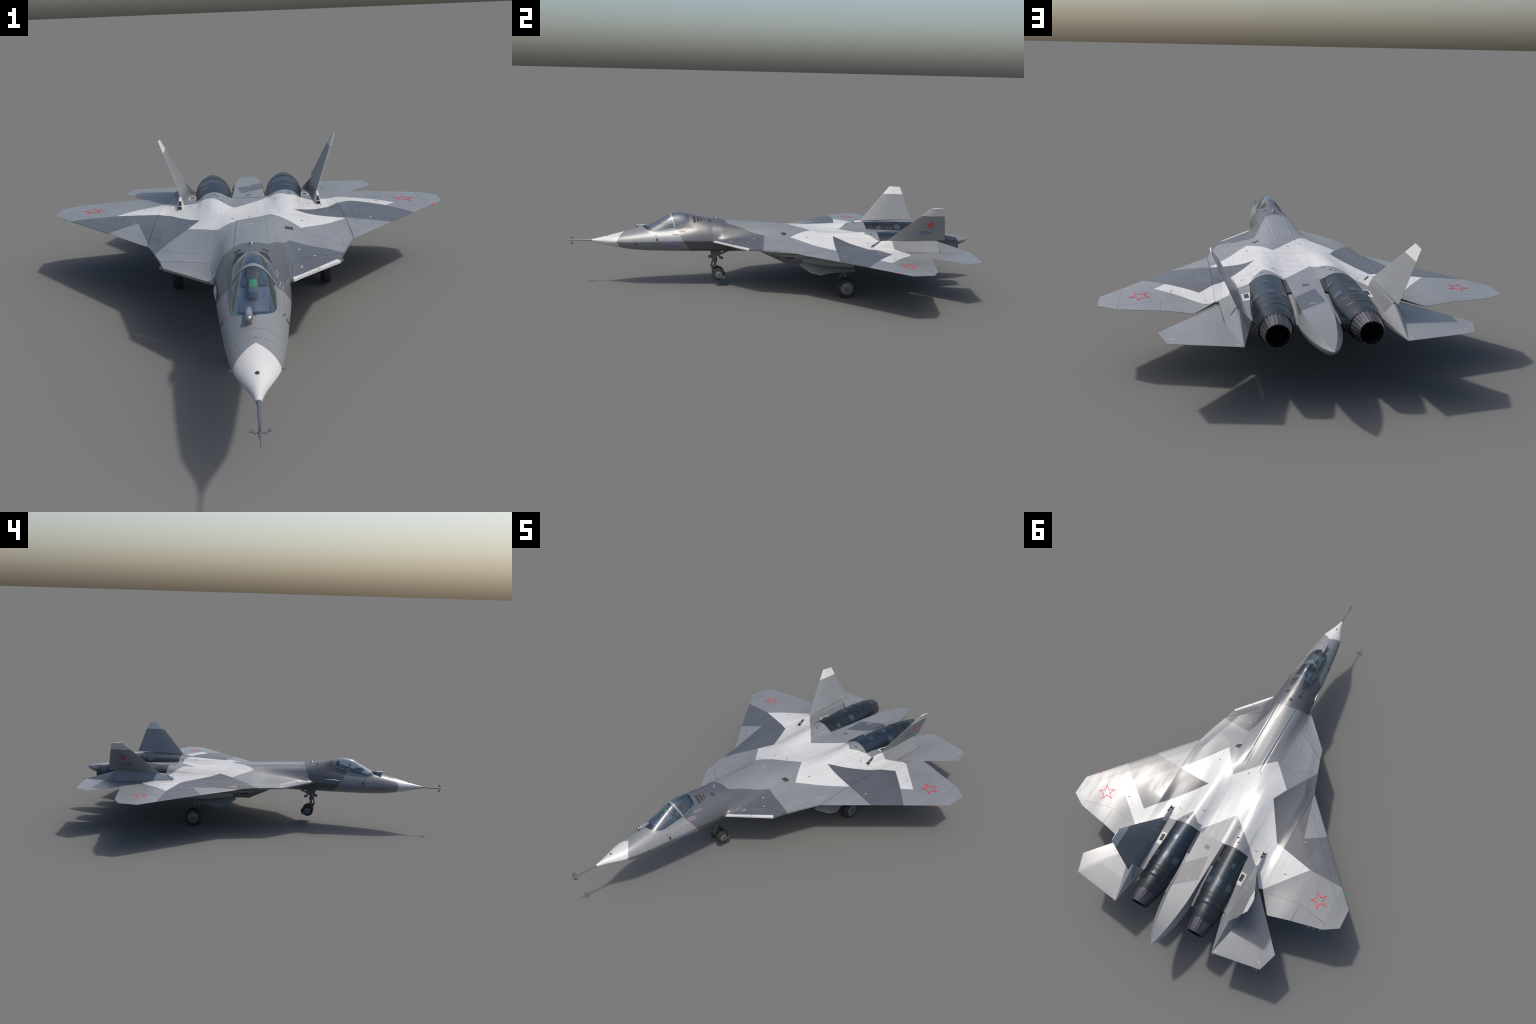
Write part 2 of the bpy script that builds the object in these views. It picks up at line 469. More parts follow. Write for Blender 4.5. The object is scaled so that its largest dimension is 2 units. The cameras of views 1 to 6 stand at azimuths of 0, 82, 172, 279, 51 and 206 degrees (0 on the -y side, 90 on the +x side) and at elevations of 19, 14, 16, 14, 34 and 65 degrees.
# ------------------------------------------------------------------ forward fuselage, nose and cockpit glazing
def outline(y):
    """half width of the cockpit glazing in plan"""
    a = .0475 * np.sqrt(np.maximum(0, 1 - ((y + .555) / .063) ** 2))
    b = np.interp(y, [-.555, -.48, -.41, -.404, -.30], [.0475, .0490, .0430, .0410, .0430])
    pre = np.interp(y, [-.86, -.66, -.618], [.003, .022, 0.0])
    return np.where(y < -.618, pre, np.where(y < -.555, a, b))

BOW0, BOW1, GL0, GL1 = -.497, -.4875, -.618, -.404
rows = sorted(set([-.858 + .24 * (i / 40) ** 1.3 for i in range(41)]
    + [-.618 + .063 * (1 - math.cos(PI / 2 * i / 18)) for i in range(19)]
    + list(np.linspace(-.555, BOW0, 9)) + [BOW1] + list(np.linspace(BOW1, GL1, 14)) + list(np.linspace(GL1, -.30, 20))))
rows = [r for i, r in enumerate(rows) if i == 0 or r - rows[i - 1] > 1e-7]
NC, NS, NB = 10, 12, 18            # glazing columns, flank columns (each side), belly columns
def ring(y):
    w = float(half_w(y)); xo = min(float(outline(np.array(y))), w * .93)
    half = [xo * k / NC for k in range(NC)] + [xo + (w - xo) * math.sin(PI / 2 * k / NS) for k in range(NS + 1)]
    up = half[::-1][:-1] + [0.0] + [-h for h in half[1:]]         # +chine -> -chine over the top
    g = .022 * math.exp(-((y - BOW0) / .03) ** 2)
    pts = []
    for x in up:
        yy = y + g * min(1, (x / max(xo, 1e-4)) ** 2) * (1 if abs(x) <= xo + 1e-9 else max(0, 1 - (abs(x) - xo) / max(1e-4, w - xo)))
        pts.append((x, yy, float(fwd_top(x, np.array(yy)))))
    for k in range(1, NB):
        x = -w * math.cos(PI * k / NB)
        pts.append((x, y, float(fwd_bot(x, np.array(y)))))
    return pts
R = [ring(y) for y in rows]; NR = len(R[0])
FV = [p for r in R for p in r]
fus_f, wind_f, can_f, bow_f = [], [], [], []
c0, c1 = NS, NS + 2 * NC
for i in range(len(rows) - 1):
    ym = (rows[i] + rows[i + 1]) / 2
    for k in range(NR):
        q = (i * NR + k, i * NR + (k + 1) % NR, (i + 1) * NR + (k + 1) % NR, (i + 1) * NR + k)
        if c0 <= k < c1 and GL0 < ym < GL1:
            (wind_f if ym < BOW0 else bow_f if ym < BOW1 else can_f).append(q)
        else: fus_f.append(q)
fus_f.append(tuple(range(NR)))
def part_of(faces):
    used = sorted(set(i for f in faces for i in f)); m = {u: j for j, u in enumerate(used)}
    return [FV[u] for u in used], [tuple(m[i] for i in f) for f in faces]
v, f = part_of(fus_f)
fuselage = add_object('fuselage', v, f, [M_CAMO], jet, 25, weld=1e-6)
def clean_shell(name, faces, mat, thick, push=0.0, parent=None):
    v, f = part_of(faces)
    ob = add_object(name, v, f, mat, parent, 40, weld=1e-6)
    bm = bmesh.new(); bm.from_mesh(ob.data)
    bmesh.ops.dissolve_degenerate(bm, dist=1e-6, edges=bm.edges)
    bmesh.ops.recalc_face_normals(bm, faces=bm.faces)
    if sum(fc.normal.z for fc in bm.faces) < 0: bmesh.ops.reverse_faces(bm, faces=bm.faces)
    bm.normal_update()
    for vv in bm.verts: vv.co += vv.normal * push
    geo = bmesh.ops.extrude_face_region(bm, geom=bm.faces[:])
    bm.normal_update()
    for e in geo['geom']:
        if isinstance(e, bmesh.types.BMVert): e.co -= Vector(e.normal) * 0
    new = [e for e in geo['geom'] if isinstance(e, bmesh.types.BMVert)]
    old = [vv for vv in bm.verts if vv not in set(new)]
    nrm = {vv: vv.normal.copy() for vv in new}
    for vv in old: pass
    for vv in new: vv.co += nrm[vv] * (thick * .5)
    bmesh.ops.recalc_face_normals(bm, faces=bm.faces)
    bm.to_mesh(ob.data); bm.free()
    ob.data.polygons.foreach_set('use_smooth', [True] * len(ob.data.polygons))
    ob.data.set_sharp_from_angle(angle=math.radians(40)); ob.data.update()
    return ob
windshield = clean_shell('windshield', wind_f, M_GLASS, .0012, 0, jet)
canopy = clean_shell('canopy', can_f, M_GLASS, .0012, 0, jet)
bow = clean_shell('canopy_frame', bow_f, M_GREY, .0030, 0, jet)

# thin coloured seal along the glazing edge
seal = Soup()
def seal_pt(y, sgn, dx=0.0):
    x = sgn * (float(outline(np.array(y))) + dx)
    return x, y, float(fwd_top(np.array(x), np.array(y)))
ys_seal = [-.6178 + .063 * (1 - math.cos(PI / 2 * i / 20)) for i in range(21)] + list(np.linspace(-.55, -.406, 20))
for sgn in (1, -1):
    P = [Vector(seal_pt(y, sgn)) for y in ys_seal]
    for a, b in zip(P[:-1], P[1:]):
        if (b - a).length > 1e-5: seal.rod(a, b, .0008, n=6)
P = [Vector((x, GL1, float(fwd_top(np.array(x), np.array(GL1))))) for x in np.linspace(-.041, .041, 17)]
for a, b in zip(P[:-1], P[1:]): seal.rod(a, b, .0009, n=6)
seal.out('canopy_seal', M_TEAL, canopy, 60)

# cockpit tub, seat, coaming, head-up display
tub = Soup()
ys_t = list(np.linspace(-.612, -.408, 28))
ringT = [(float(outline(np.array(y))) - .0015, y) for y in ys_t]
loop = [(max(x, .002), y) for x, y in ringT] + [(-max(x, .002), y) for x, y in reversed(ringT)]
tv = []
for x, y in loop: tv.append((x, y, float(fwd_top(np.array(x), np.array(y))) - .002))
for x, y in loop: tv.append((x * .86, y, .250))
n = len(loop)
tub.add(tv, [(i, (i + 1) % n, n + (i + 1) % n, n + i) for i in range(n)] + [tuple(range(n, 2 * n))])
add_object('cockpit_tub', tub.v, tub.f, M_COCKPIT, fuselage, 40)
seat = Soup()
from mathutils import Matrix
tilt = Matrix.Rotation(math.radians(22), 3, 'X')
seat.box((0, -.425, .300), (.030, .012, .080), Matrix.Rotation(math.radians(-18), 3, 'X'))
seat.box((0, -.418, .336), (.020, .012, .022), Matrix.Rotation(math.radians(-18), 3, 'X'))
seat.box((0, -.450, .272), (.032, .045, .014))
seat.box((.019, -.447, .285), (.006, .05, .03)); seat.box((-.019, -.447, .285), (.006, .05, .03))
seat.out('ejection_seat', M_SEAT, fuselage)
belt = Soup(); belt.box((.010, -.4345, .300), (.005, .003, .05), Matrix.Rotation(math.radians(-18), 3, 'X')); belt.box((-.010, -.4345, .300), (.005, .003, .05), Matrix.Rotation(math.radians(-18), 3, 'X'))
belt.out('seat_belt', M_OLIVE, fuselage)
coam = Soup()
coam.add([(-.030, -.585, .283), (.030, -.585, .283), (.034, -.505, .306), (-.034, -.505, .306),
          (-.030, -.585, .262), (.030, -.585, .262), (.034, -.505, .262), (-.034, -.505, .262)],
         [(0, 1, 2, 3), (4, 7, 6, 5), (0, 4, 5, 1), (1, 5, 6, 2), (2, 6, 7, 3), (3, 7, 4, 0)])
coam.box((0, -.530, .307), (.020, .045, .014))
coam.out('instrument_coaming', M_SEAT, fuselage)
hud = Soup()
hp = [(-.007, 0), (.007, 0), (.009, .006), (.0075, .014), (-.0075, .014), (-.009, .006)]
hud.prism([(x, -.524 + z * .6, .315 + z) for x, z in hp], (0, .0012, 0))
hud.out('head_up_display', M_HUD, fuselage)
mir = Soup()
for sx in (-1, 1): mir.box((sx * .022, -.480, .336), (.010, .003, .006))
mir.out('mirror', M_METAL, canopy)

# ------------------------------------------------------------------ centre body and wings
half = [(0, -.30), (.0948, -.3035), (.1085, -.183), (.2495, -.095), (.302, .067), (.302, .572), (.2880, .5755), (.2815, .738),
        (.186, .738), (.182, .481), (0, .481)]
body_poly = half[1:-1] + [(-x, y) for x, y in reversed(half[1:-1])]
centre = plate('centre_fuselage', body_poly, top, bottom, [M_CAMO, M_BELLY], jet, .0030, .006, 24)

G = .0003
def both(name, poly, parent=None, mats=None, fn=None, **kw):
    r = []
    for s in (1, -1):
        p = poly if s > 0 else mirror(poly)
        r.append(plate(name, inset(p, G), fn[0] if fn else top, fn[1] if fn else bottom, mats or [M_CAMO, M_PALE],
                       parent[0 if s > 0 else 1] if isinstance(parent, list) else parent or jet, **kw))
    return r
slat_in, slat_out = (.304, .117), (.606, .466)
hinge = [(.309, .5835), (.474, .557), (.607, .583)]
wing = both('wing', [slat_in, slat_out, (.6075, .5825), hinge[1], hinge[0], (.3025, .5730)], step=.007)
both('slat', [(.3035, .0685), (.611, .4125), slat_out, slat_in], wing, step=.006)
both('wing_tip', [(.611, .4125), (.672, .481), (.672, .571), (.608, .611), (.6075, .5825), slat_out], wing, step=.006)
both('aileron', [hinge[1], hinge[2], (.608, .6105), (.4755, .639)], wing, step=.006)
both('flap', [hinge[0], hinge[1], (.4745, .639), (.3715, .6650)], wing, step=.006)
both('leading_edge_flap', [(.0955, -.3025), (.237, -.147), (.2495, -.0965), (.1085, -.184)], mats=[M_CAMO, M_BELLY], step=.005)

# ------------------------------------------------------------------ tail: booms, fins, stabilators
def boom(s):
    st = [(.424, .2355, .0105, .2370, .0030), (.440, .2360, .0120, .2465, .0036), (.474, .2368, .0150, .2675, .0040),
          (.50, .2376, .0175, .2685, .0040), (.55, .2390, .0205, .2690, .0040), (.62, .2440, .0240, .2690, .0042),
          (.70, .2490, .0275, .2680, .0045), (.7408, .2520, .0290, .2670, .0048)]
    V = []; F = []; K = 11
    for y, cx, hw, zt, tw in st:
        ridge = lerp(.2365, .2435, sat((y - .43) / .3))
        zb = .216
        for k in range(K):
            t = k / (K - 1) * 2 - 1
            a = abs(t)
            if a < .35: x = ridge + tw * t / .35; z = zt - .0016 * (a / .35) ** 2
            else:
                u = (a - .35) / .65; sg = 1 if t > 0 else -1
                x = lerp(ridge + sg * tw, cx + sg * hw, u ** .9); z = lerp(zt - .0016, zb, u)
            V.append((s * x, y, z))
    n = len(st)
    for i in range(n - 1):
        for k in range(K - 1): F.append((i * K + k, i * K + k + 1, (i + 1) * K + k + 1, (i + 1) * K + k))
        F.append((i * K + K - 1, i * K, (i + 1) * K, (i + 1) * K + K - 1))
    F.append(tuple(range(K))); F.append(tuple((n - 1) * K + k for k in range(K)))
    ob = add_object('tail_boom', V, F, M_CAMO, jet, 30)
    # ram-air scoop in the sloping front
    h = Soup()
    for z0, z1 in ((.2405, .2475), (.2500, .2610)):
        y0, y1 = .4245 + (z0 - .237) * 1.62, .4245 + (z1 - .237) * 1.62
        w0, w1 = .0066 - (z0 - .237) * .16, .0066 - (z1 - .237) * .16
        h.prism([(s * .2362 - w0, y0 + .0005, z0), (s * .2362 + w0, y0 + .0005, z0), (s * .2366 + w1, y1 + .0005, z1), (s * .2366 - w1, y1 + .0005, z1)], (0, -.0012, .0007))
    h.out('scoop_opening', M_HOLE, ob)
    rim = Soup()
    for q in (-1, 1):
        rim.prism([(s * .2362 + q * .0076 - .0009, .4235, .2372), (s * .2362 + q * .0076 + .0009, .4235, .2372),
                   (s * .2366 + q * .0040 + .0009, .4635, .2628), (s * .2366 + q * .0040 - .0009, .4635, .2628)], (0, -.0024, .0014))
    rim.out('scoop_rim', M_METAL, ob)
    return ob
booms = [boom(1), boom(-1)]

FIN = dict(lr=Vector((.2370, .498, .2680)), tr=Vector((.2440, .778, .2705)), lt=Vector((.3205, .674, .4365)), tt=Vector((.3200, .732, .4325)))
fin_n = (FIN['tt'] - FIN['tr']).cross(FIN['lr'] - FIN['tr']).normalized()
if fin_n.x < 0: fin_n = -fin_n
def fin_point(u, v, side):
    """u 0..1 chord, v 0..1 span, side -1..1 across the thickness"""
    p = FIN['lr'].lerp(FIN['lt'], v).lerp(FIN['tr'].lerp(FIN['tt'], v), u)
    t = lerp(.0052, .0018, v) * min(1, max(0, u / .3)) ** .7 * min(1, max(0, (1 - u) / .55)) ** .8 + .0003
    return p + fin_n * (t * side)
def fin_part(name, v0, v1, s, mat, parent, nu=24, nv=8):
    V = []; F = []
    for j in range(nv + 1):
        v = lerp(v0, v1, j / nv)
        for side in (1, -1):
            for i in range(nu + 1):
                p = fin_point(i / nu, v, side); V.append((s * p.x, p.y, p.z))
    W = 2 * (nu + 1)
    for j in range(nv):
        for sd in (0, 1):
            for i in range(nu):
                a = j * W + sd * (nu + 1) + i; F.append((a, a + 1, a + 1 + W, a + W))
        for i in (0, nu):
            a = j * W + i; F.append((a, a + nu + 1, a + nu + 1 + W, a + W))
    for j in (0, nv):
        for i in range(nu):
            a = j * W + i; F.append((a, a + 1, a + nu + 2, a + nu + 1))
    return add_object(name, V, F, mat, parent, 28)
fins = []
for s in (1, -1):
    fb = fin_part('tail_fin', 0, .775, s, M_GREY, jet); fins.append(fb)
    fin_part('fin_tip', .7752, 1, s, M_WHITE, fb)
rod = Soup(); p = fin_point(.88, .70, 2.2); q = fin_point(1.06, .70, 0); q = q + fin_n * .002
rod.rod(p, q, .0014, .0016); rod.ball(q, .0021, 10)
rod.out('fin_antenna', M_METAL, fins[0])

ST = [(.2890, .5805), (.480, .795), (.452, .877), (.238, .910), (.2005, .7425), (.2828, .7425)]
def st_mid(x, y):
    xa = np.abs(x); return .2150 + .0157 * (xa - .48) - .019 * (y - .795)
def st_half(x, y):
    xa = np.abs(x)
    d1 = seg_dist(xa, y, [ST[0], ST[1]]); d2 = seg_dist(xa, y, [ST[1], ST[2], ST[3]])
    return .0004 + .0042 * np.power(sat(d1 / .06), .7) * np.power(sat(d2 / .09), .8)
stabs = both('stabilator', ST, None, [M_GREY, M_PALE], (lambda x, y: st_mid(x, y) + st_half(x, y), lambda x, y: st_mid(x, y) - st_half(x, y)), step=.007)
for s, ob in zip((1, -1), stabs):
    V = [(.1995, .7425, .2215), (.2395, .7425, .2635), (.2465, .7425, .2635), (.2825, .7425, .2190), (.24, .7425, .2080), (.2383, .9085, .2095)]
    V = [(s * x, y, z) for x, y, z in V]
    add_object('stabilator_root', V, [(0, 1, 5), (1, 2, 5), (2, 3, 5), (3, 4, 5), (4, 0, 5), (4, 3, 2, 1, 0)], M_GREY, ob, 10)

# ------------------------------------------------------------------ tail sting between the engines
stn = [(.479, .0580, .2615, .0620, .2400, .1800), (.53, .0560, .2582, .0605, .2340, .1790), (.585, .0535, .2555, .0600, .2290, .1780),
       (.686, .0500, .2515, .0625, .2220, .1755), (.77, .0468, .2480, .0645, .2182, .1745), (.82, .0410, .2455, .0610, .2178, .1765),
       (.868, .0340, .2423, .0525, .2178, .1805), (.908, .0270, .2387, .0430, .2180, .1860), (.95, .0165, .2315, .0285, .2185, .1935),
       (.98, .0065, .2250, .0125, .2195, .2060), (.9975, .0004, .2213, .0006, .2208, .2203)]
fs = pchip([q[0] for q in stn], [q[1:] for q in stn])
ys = list(np.linspace(.479, .77, 30)) + list(np.linspace(.77, .9975, 40))[1:]
V = []; F = []; K = None
for y in ys:
    xt, zt, xc, zc, zb = fs(np.array([y]))[0]
    right = [(xt * k / 4, zt) for k in range(1, 5)] + [(lerp(xt, xc, k / 4), lerp(zt, zc, k / 4)) for k in range(1, 5)]
    low = [(xc * math.cos(a), zc - (zc - zb) * math.sin(a) ** .9) for a in [PI / 2 * k / 10 for k in range(1, 10)]]
    sec = [(0, zt)] + right + low + [(0, zb)] + [(-x, z) for x, z in reversed(right + low)]
    K = len(sec); V += [(x, y, z) for x, z in sec]
for i in range(len(ys) - 1):
    for k in range(K): F.append((i * K + k, i * K + (k + 1) % K, (i + 1) * K + (k + 1) % K, (i + 1) * K + k))
F.append(tuple(range(K))); F.append(tuple((len(ys) - 1) * K + k for k in range(K)))
sting = add_object('tail_sting', V, F, M_CAMO, jet, 14)
def sting_top(x, y):
    return fs(np.atleast_1d(y))[:, 1]
for s in (1, -1):
    sh = Soup()
    sh.add([(s * .054, .588, .2500), (s * .0685, .588, .2480), (s * .0700, .778, .2175), (s * .0585, .778, .2200),
            (s * .056, .588, .2300), (s * .0665, .588, .2300), (s * .0690, .778, .2100), (s * .0585, .778, .2100)],
           [(0, 1, 2, 3), (7, 6, 5, 4), (0, 4, 5, 1), (1, 5, 6, 2), (2, 6, 7, 3), (3, 7, 4, 0)])
    sh.out('engine_shelf', M_GREY, sting)
    gp = Soup()
    gp.add([(s * .0575, .483, .2630), (s * .0690, .483, .2640), (s * .0680, .587, .2530), (s * .0545, .587, .2565),
            (s * .0575, .483, .2400), (s * .0690, .483, .2400), (s * .0680, .587, .2350), (s * .0545, .587, .2350)],
           [(0, 1, 2, 3), (7, 6, 5, 4), (0, 4, 5, 1), (1, 5, 6, 2), (2, 6, 7, 3), (3, 7, 4, 0)])
    gp.out('engine_gap_strip', M_BLACK, sting)

# ------------------------------------------------------------------ engines
eng_r = pchip([.44, .4795, .4815, .60, .68, .718, .726, .733, .742, .752, .760, .785, .815], [.0620, .0620, .0695, .0672, .0632, .0604, .0592, .0605, .0603, .0580, .0573, .0548, .0500])
eng_wide = lambda y: lerp(1.0, 1.07, sat((y - .56) / .12) * (1 - sat((y - .80) / .07)))
eng_c = lambda y: (lerp(.1225, .1385, sat((y - .48) / .39)), lerp(.2140, .2220, sat((y - .48) / .39)))
def eng_pt(s, th, y, off=0.0):
    """th = 0 on top, positive outboard"""
    r = float(eng_r(y)) + off; cx, cz = eng_c(y)
    return (s * (cx + eng_wide(y) * r * math.sin(th)), y, cz + r * math.cos(th))
def ripple(y):
    q = 0.0
    if .484 < y < .625: q = .00022 * math.sin((y - .484) * 2 * PI / .0072)
    if .690 < y < .70: q = .0006
    return q
engines = []
for s in (1, -1):
    ys = list(np.arange(.45, .818, .0012)); n = 72
    V = []; F = []
    for y in ys:
        for k in range(n): V.append(eng_pt(s, 2 * PI * k / n, y, ripple(y)))
    for i in range(len(ys) - 1):
        for k in range(n): F.append((i * n + k, i * n + (k + 1) % n, (i + 1) * n + (k + 1) % n, (i + 1) * n + k))
    F.append(tuple(range(n)))
    eng = add_object('engine', V, F, M_ENGINE, jet, 60); engines.append(eng)
    # nozzle petals: overlapping tapered plates
    NP = 24
    cx, cz = eng_c(.815); ex, ez = eng_c(.873)
    for k in range(NP):
        V = []; a0 = 2 * PI * k / NP; da = 2 * PI / NP
        for (y, r, c_x, c_z) in ((.8125, .0502, cx, cz), (.845, .0447, (cx + ex) / 2, (cz + ez) / 2), (.8735, .0380, ex, ez)):
            for t, dr in ((-.50, -.0008), (-.25, .0), (0, .0004), (.25, .0), (.50, -.0008)):
                th = a0 + t * da
                V.append((s * (c_x + (r + dr) * math.sin(th)), y, c_z + (r + dr) * math.cos(th)))
            for t in (.5, -.5):
                th = a0 + t * da; V.append((s * (c_x + (r - .0026) * math.sin(th)), y, c_z + (r - .0026) * math.cos(th)))
        F = []
        for i in range(2):
            for q in range(7): F.append((i * 7 + q, i * 7 + (q + 1) % 7, (i + 1) * 7 + (q + 1) % 7, (i + 1) * 7 + q))
        F += [tuple(range(7)), tuple(range(14, 21))]
        add_object('nozzle_petal', V, F, M_PETAL, eng, 40)
    V = []; F = []; n = 48
    for y, r in ((.872, .0355), (.82, .0420), (.79, .043), (.780, .042), (.778, .001)):
        for k in range(n):
            th = 2 * PI * k / n; c_x, c_z = eng_c(y); V.append((s * (c_x + r * math.sin(th)), y, c_z + r * math.cos(th)))
    for i in range(4):
        for k in range(n): F.append((i * n + k, i * n + (k + 1) % n, (i + 1) * n + (k + 1) % n, (i + 1) * n + k))
    add_object('nozzle_duct', V, F, M_HOLE, eng, 40, normals_fix=False)
    # service panels: (angle, y, half angle, half length)
    for th, y, ha, hl in ((-42, .650, 13, .015), (2, .648, 9, .015), (48, .650, 13, .016), (10 if s > 0 else 22, .555, 8, .011), (-45 if s < 0 else -60, .552, 8, .010)):
        V = []; F = []; m = 8
        for off in (.0011, -.001):
            for j in range(m + 1):
                for i in range(m + 1):
                    u = (i / m * 2 - 1); w = (j / m * 2 - 1)
                    q = 1 / max(1, (abs(u) ** 6 + abs(w) ** 6) ** (1 / 6))
                    V.append(eng_pt(s, math.radians(th + ha * u * q), y + hl * w * q, off))
        L = (m + 1) ** 2
        for b in (0, 1):
            for j in range(m):
                for i in range(m):
                    a = b * L + j * (m + 1) + i; F.append((a, a + 1, a + m + 2, a + m + 1))
        rim = [j for j in range(m + 1)] + [(j + 1) * (m + 1) + m for j in range(m)] + [m * (m + 1) + m - 1 - j for j in range(m)] + [(m - 1 - j) * (m + 1) for j in range(m - 1)]
        for a, b in zip(rim, rim[1:] + rim[:1]): F.append((a, b, b + L, a + L))
        add_object('engine_panel', V, F, M_ENGPANEL, eng, 40)
    riv = Soup()
    for yy, cnt in ((.712, 28), (.782, 28)):
        for k in range(cnt): riv.ball(eng_pt(s, 2 * PI * k / cnt, yy, 0), .0012, 6)
    o = riv.out('engine_rivet', M_METAL, eng, 60); o['kind'] = 'stuff'

# ------------------------------------------------------------------ intakes under the body
def intake(s):
    # faceted box under the strake: upright inner wall, flat floor, outer wall flaring up to the strake
    outer_top = pchip([-.10, -.06, .04, .10, .22, .34, .50], [.160, .195, .256, .262, .250, .215, .190])
    floor_out = pchip([-.10, .04, .10, .24, .50], [.152, .158, .176, .185, .185])
    floor_z = pchip([-.10, .10, .50], [.1435, .1440, .1455])
    n = 60
    def walk(pts, m):
        P = [np.array(p) for p in pts] + [np.array(pts[0])]
        L = np.cumsum([0] + [np.linalg.norm(b - a) for a, b in zip(P[:-1], P[1:])])
        return [np.array([np.interp(d, L, [p[q] for p in P]) for q in (0, 1)]) for d in np.arange(m) / m * L[-1]]
    def sec(y, shrink=0.0):
        zb, xo, xt = float(floor_z(y)), float(floor_out(y)), float(outer_top(y)); zt = .2130
        box = [(.070 + shrink, zt - shrink), (.071 + shrink, zb + shrink), (xo - shrink, zb + shrink), (xt - shrink * 1.5, .2000 - shrink * .3), (xt - shrink * 1.5, zt - shrink)]
        B = walk(box, n)
        t = float(smooth(.14, .50, y)); cx, cz = eng_c(.48); out = []
        for b in B:
            a = math.atan2(b[1] - .180, b[0] - .128); c = np.array((cx + (.068 - shrink) * math.cos(a), cz + (.068 - shrink) * math.sin(a)))
            p = lerp(b, c, t); k = 1 - sat((y + .10) / .24)
            yy = y + (zt - p[1]) * 2.0 * k - .020 * k * sat((.11 - p[0]) / .04)
            out.append((s * p[0], yy, p[1]))
        return out
    ys = [-.10, -.09, -.06, -.03, 0, .03, .06, .09, .12, .15, .18, .22, .26, .30, .34, .38, .42, .46, .495]
    rings = [sec(y) for y in ys]
    inner = [sec(-.099, .0025), sec(-.02, .004), sec(.05, .006), sec(.15, .010)]
    V = [p for r in rings for p in r]; F = []
    for i in range(len(rings) - 1):
        for k in range(n): F.append((i * n + k, i * n + (k + 1) % n, (i + 1) * n + (k + 1) % n, (i + 1) * n + k))
    F.append(tuple((len(rings) - 1) * n + k for k in range(n)))
    base = len(V); V += [p for p in inner[0]]
    for k in range(n): F.append((k, (k + 1) % n, base + (k + 1) % n, base + k))
    ob = add_object('air_intake', V, F, M_PALE, jet, 30)
    V = [p for r in inner for p in r]; F = []
    for i in range(3):
        for k in range(n): F.append((i * n + k, i * n + (k + 1) % n, (i + 1) * n + (k + 1) % n, (i + 1) * n + k))
    F.append(tuple(3 * n + k for k in range(n)))
    add_object('intake_duct', V, F, M_HOLE, ob, 40, normals_fix=False)
    return ob
intakes = [intake(1), intake(-1)]

# ------------------------------------------------------------------ nose probe and small fittings
pr = Soup()
pr.lathe((0, -.850, .2290), (0, -.9985, .2298), [(0, .0058), (.04, .0058), (.10, .0042), (.13, .0036), (.66, .0028), (.70, .0032), (.78, .0030), (.82, .0014), (.985, .0012), (1, .0009)], 16)
probe = pr.out('pitot_probe', M_PROBE, jet, 40)
vn = Soup()
for dx, dz in ((1, 0), (-1, 0), (0, 1), (0, -1)):
    c = Vector((0, -.9555, .2296)); d = Vector((dx, 0, dz))
    vn.rod(c, c + d * .0125, .0013, n=8)
    vn.rod(c + d * .0080 + Vector((0, -.005, 0)), c + d * .0080 + Vector((0, .004, 0)), .0010, n=8)
    side = Vector((0, 0, 1)) if dx else Vector((1, 0, 0))
    a = c + d * .0112
    vn.prism([a + Vector((0, .001, 0)), a + Vector((0, .009, 0)), a + d * .0072 + Vector((0, .010, 0)), a + d * .0072 + Vector((0, .001, 0))], side * .0012)
vn.out('probe_vane', M_PROBE, probe)

ir = Soup(); ir.ball((-.0120, -.6465, .2955), .0084, 20)
ob_ball = ir.out('sensor_ball', M_METAL, jet, 80)
ih = Soup()
ih.lathe((-.0120, -.6440, .2945), (-.0115, -.5980, .2985), [(0, .0066), (.03, .0074), (.6, .0072), (.85, .0058), (1, .0030)], 24)
ih.lathe((-.0120, -.6480, .2850), (-.0120, -.6200, .2870), [(0, .0065), (.2, .0085), (1, .0075)], 20)
ih.out('sensor_housing', M_GREY, jet, 40)
dm = Soup(); dm.ball((0, -.2740, .3335), .0056, 16)
dm.lathe((0, -.2740, .3270), (0, -.2740, .3330), [(0, .0095), (.75, .0090), (1, .0070)], 24)
dm.out('spine_dome', M_METAL, jet, 40)
bl = Soup(); bl.lathe((0, -.7905, .2490), (0, -.7905, .2530), [(0, .0042), (.7, .0040), (1, .0026)], 12)
bl.out('nose_lightning_stud', M_BLACK, jet, 40)
sp = Soup(); sp.lathe((-.0900, -.352, .2570), (-.0860, -.442, .2560), [(0, .0006), (.25, .0040), (.45, .0046), (.62, .0042), (.70, .0030), (1, .0010)], 16)
sp.out('side_sensor_spike', M_METAL, jet, 40)

BV = BVHTree.FromObject(fuselage, bpy.context.evaluated_depsgraph_get())
def side_hit(s, y, z):
    h = BV.ray_cast(Vector((s * .4, y, z)), Vector((-s, 0, 0)))
    return h
ad = Soup()
for s in (1, -1):
    for y, z in ((-.742, .231), (-.560, .262)):
        h = side_hit(s, y, z)
        if h[0]:
            a = h[0]; b = a + h[1] * .006; ad.rod(a - h[1] * .002, b, .0010, n=8); ad.rod(b + Vector((0, .001, 0)), b + Vector((0, -.006, 0)), .0008, n=8)
o = ad.out('air_data_probe', M_STEEL, jet)

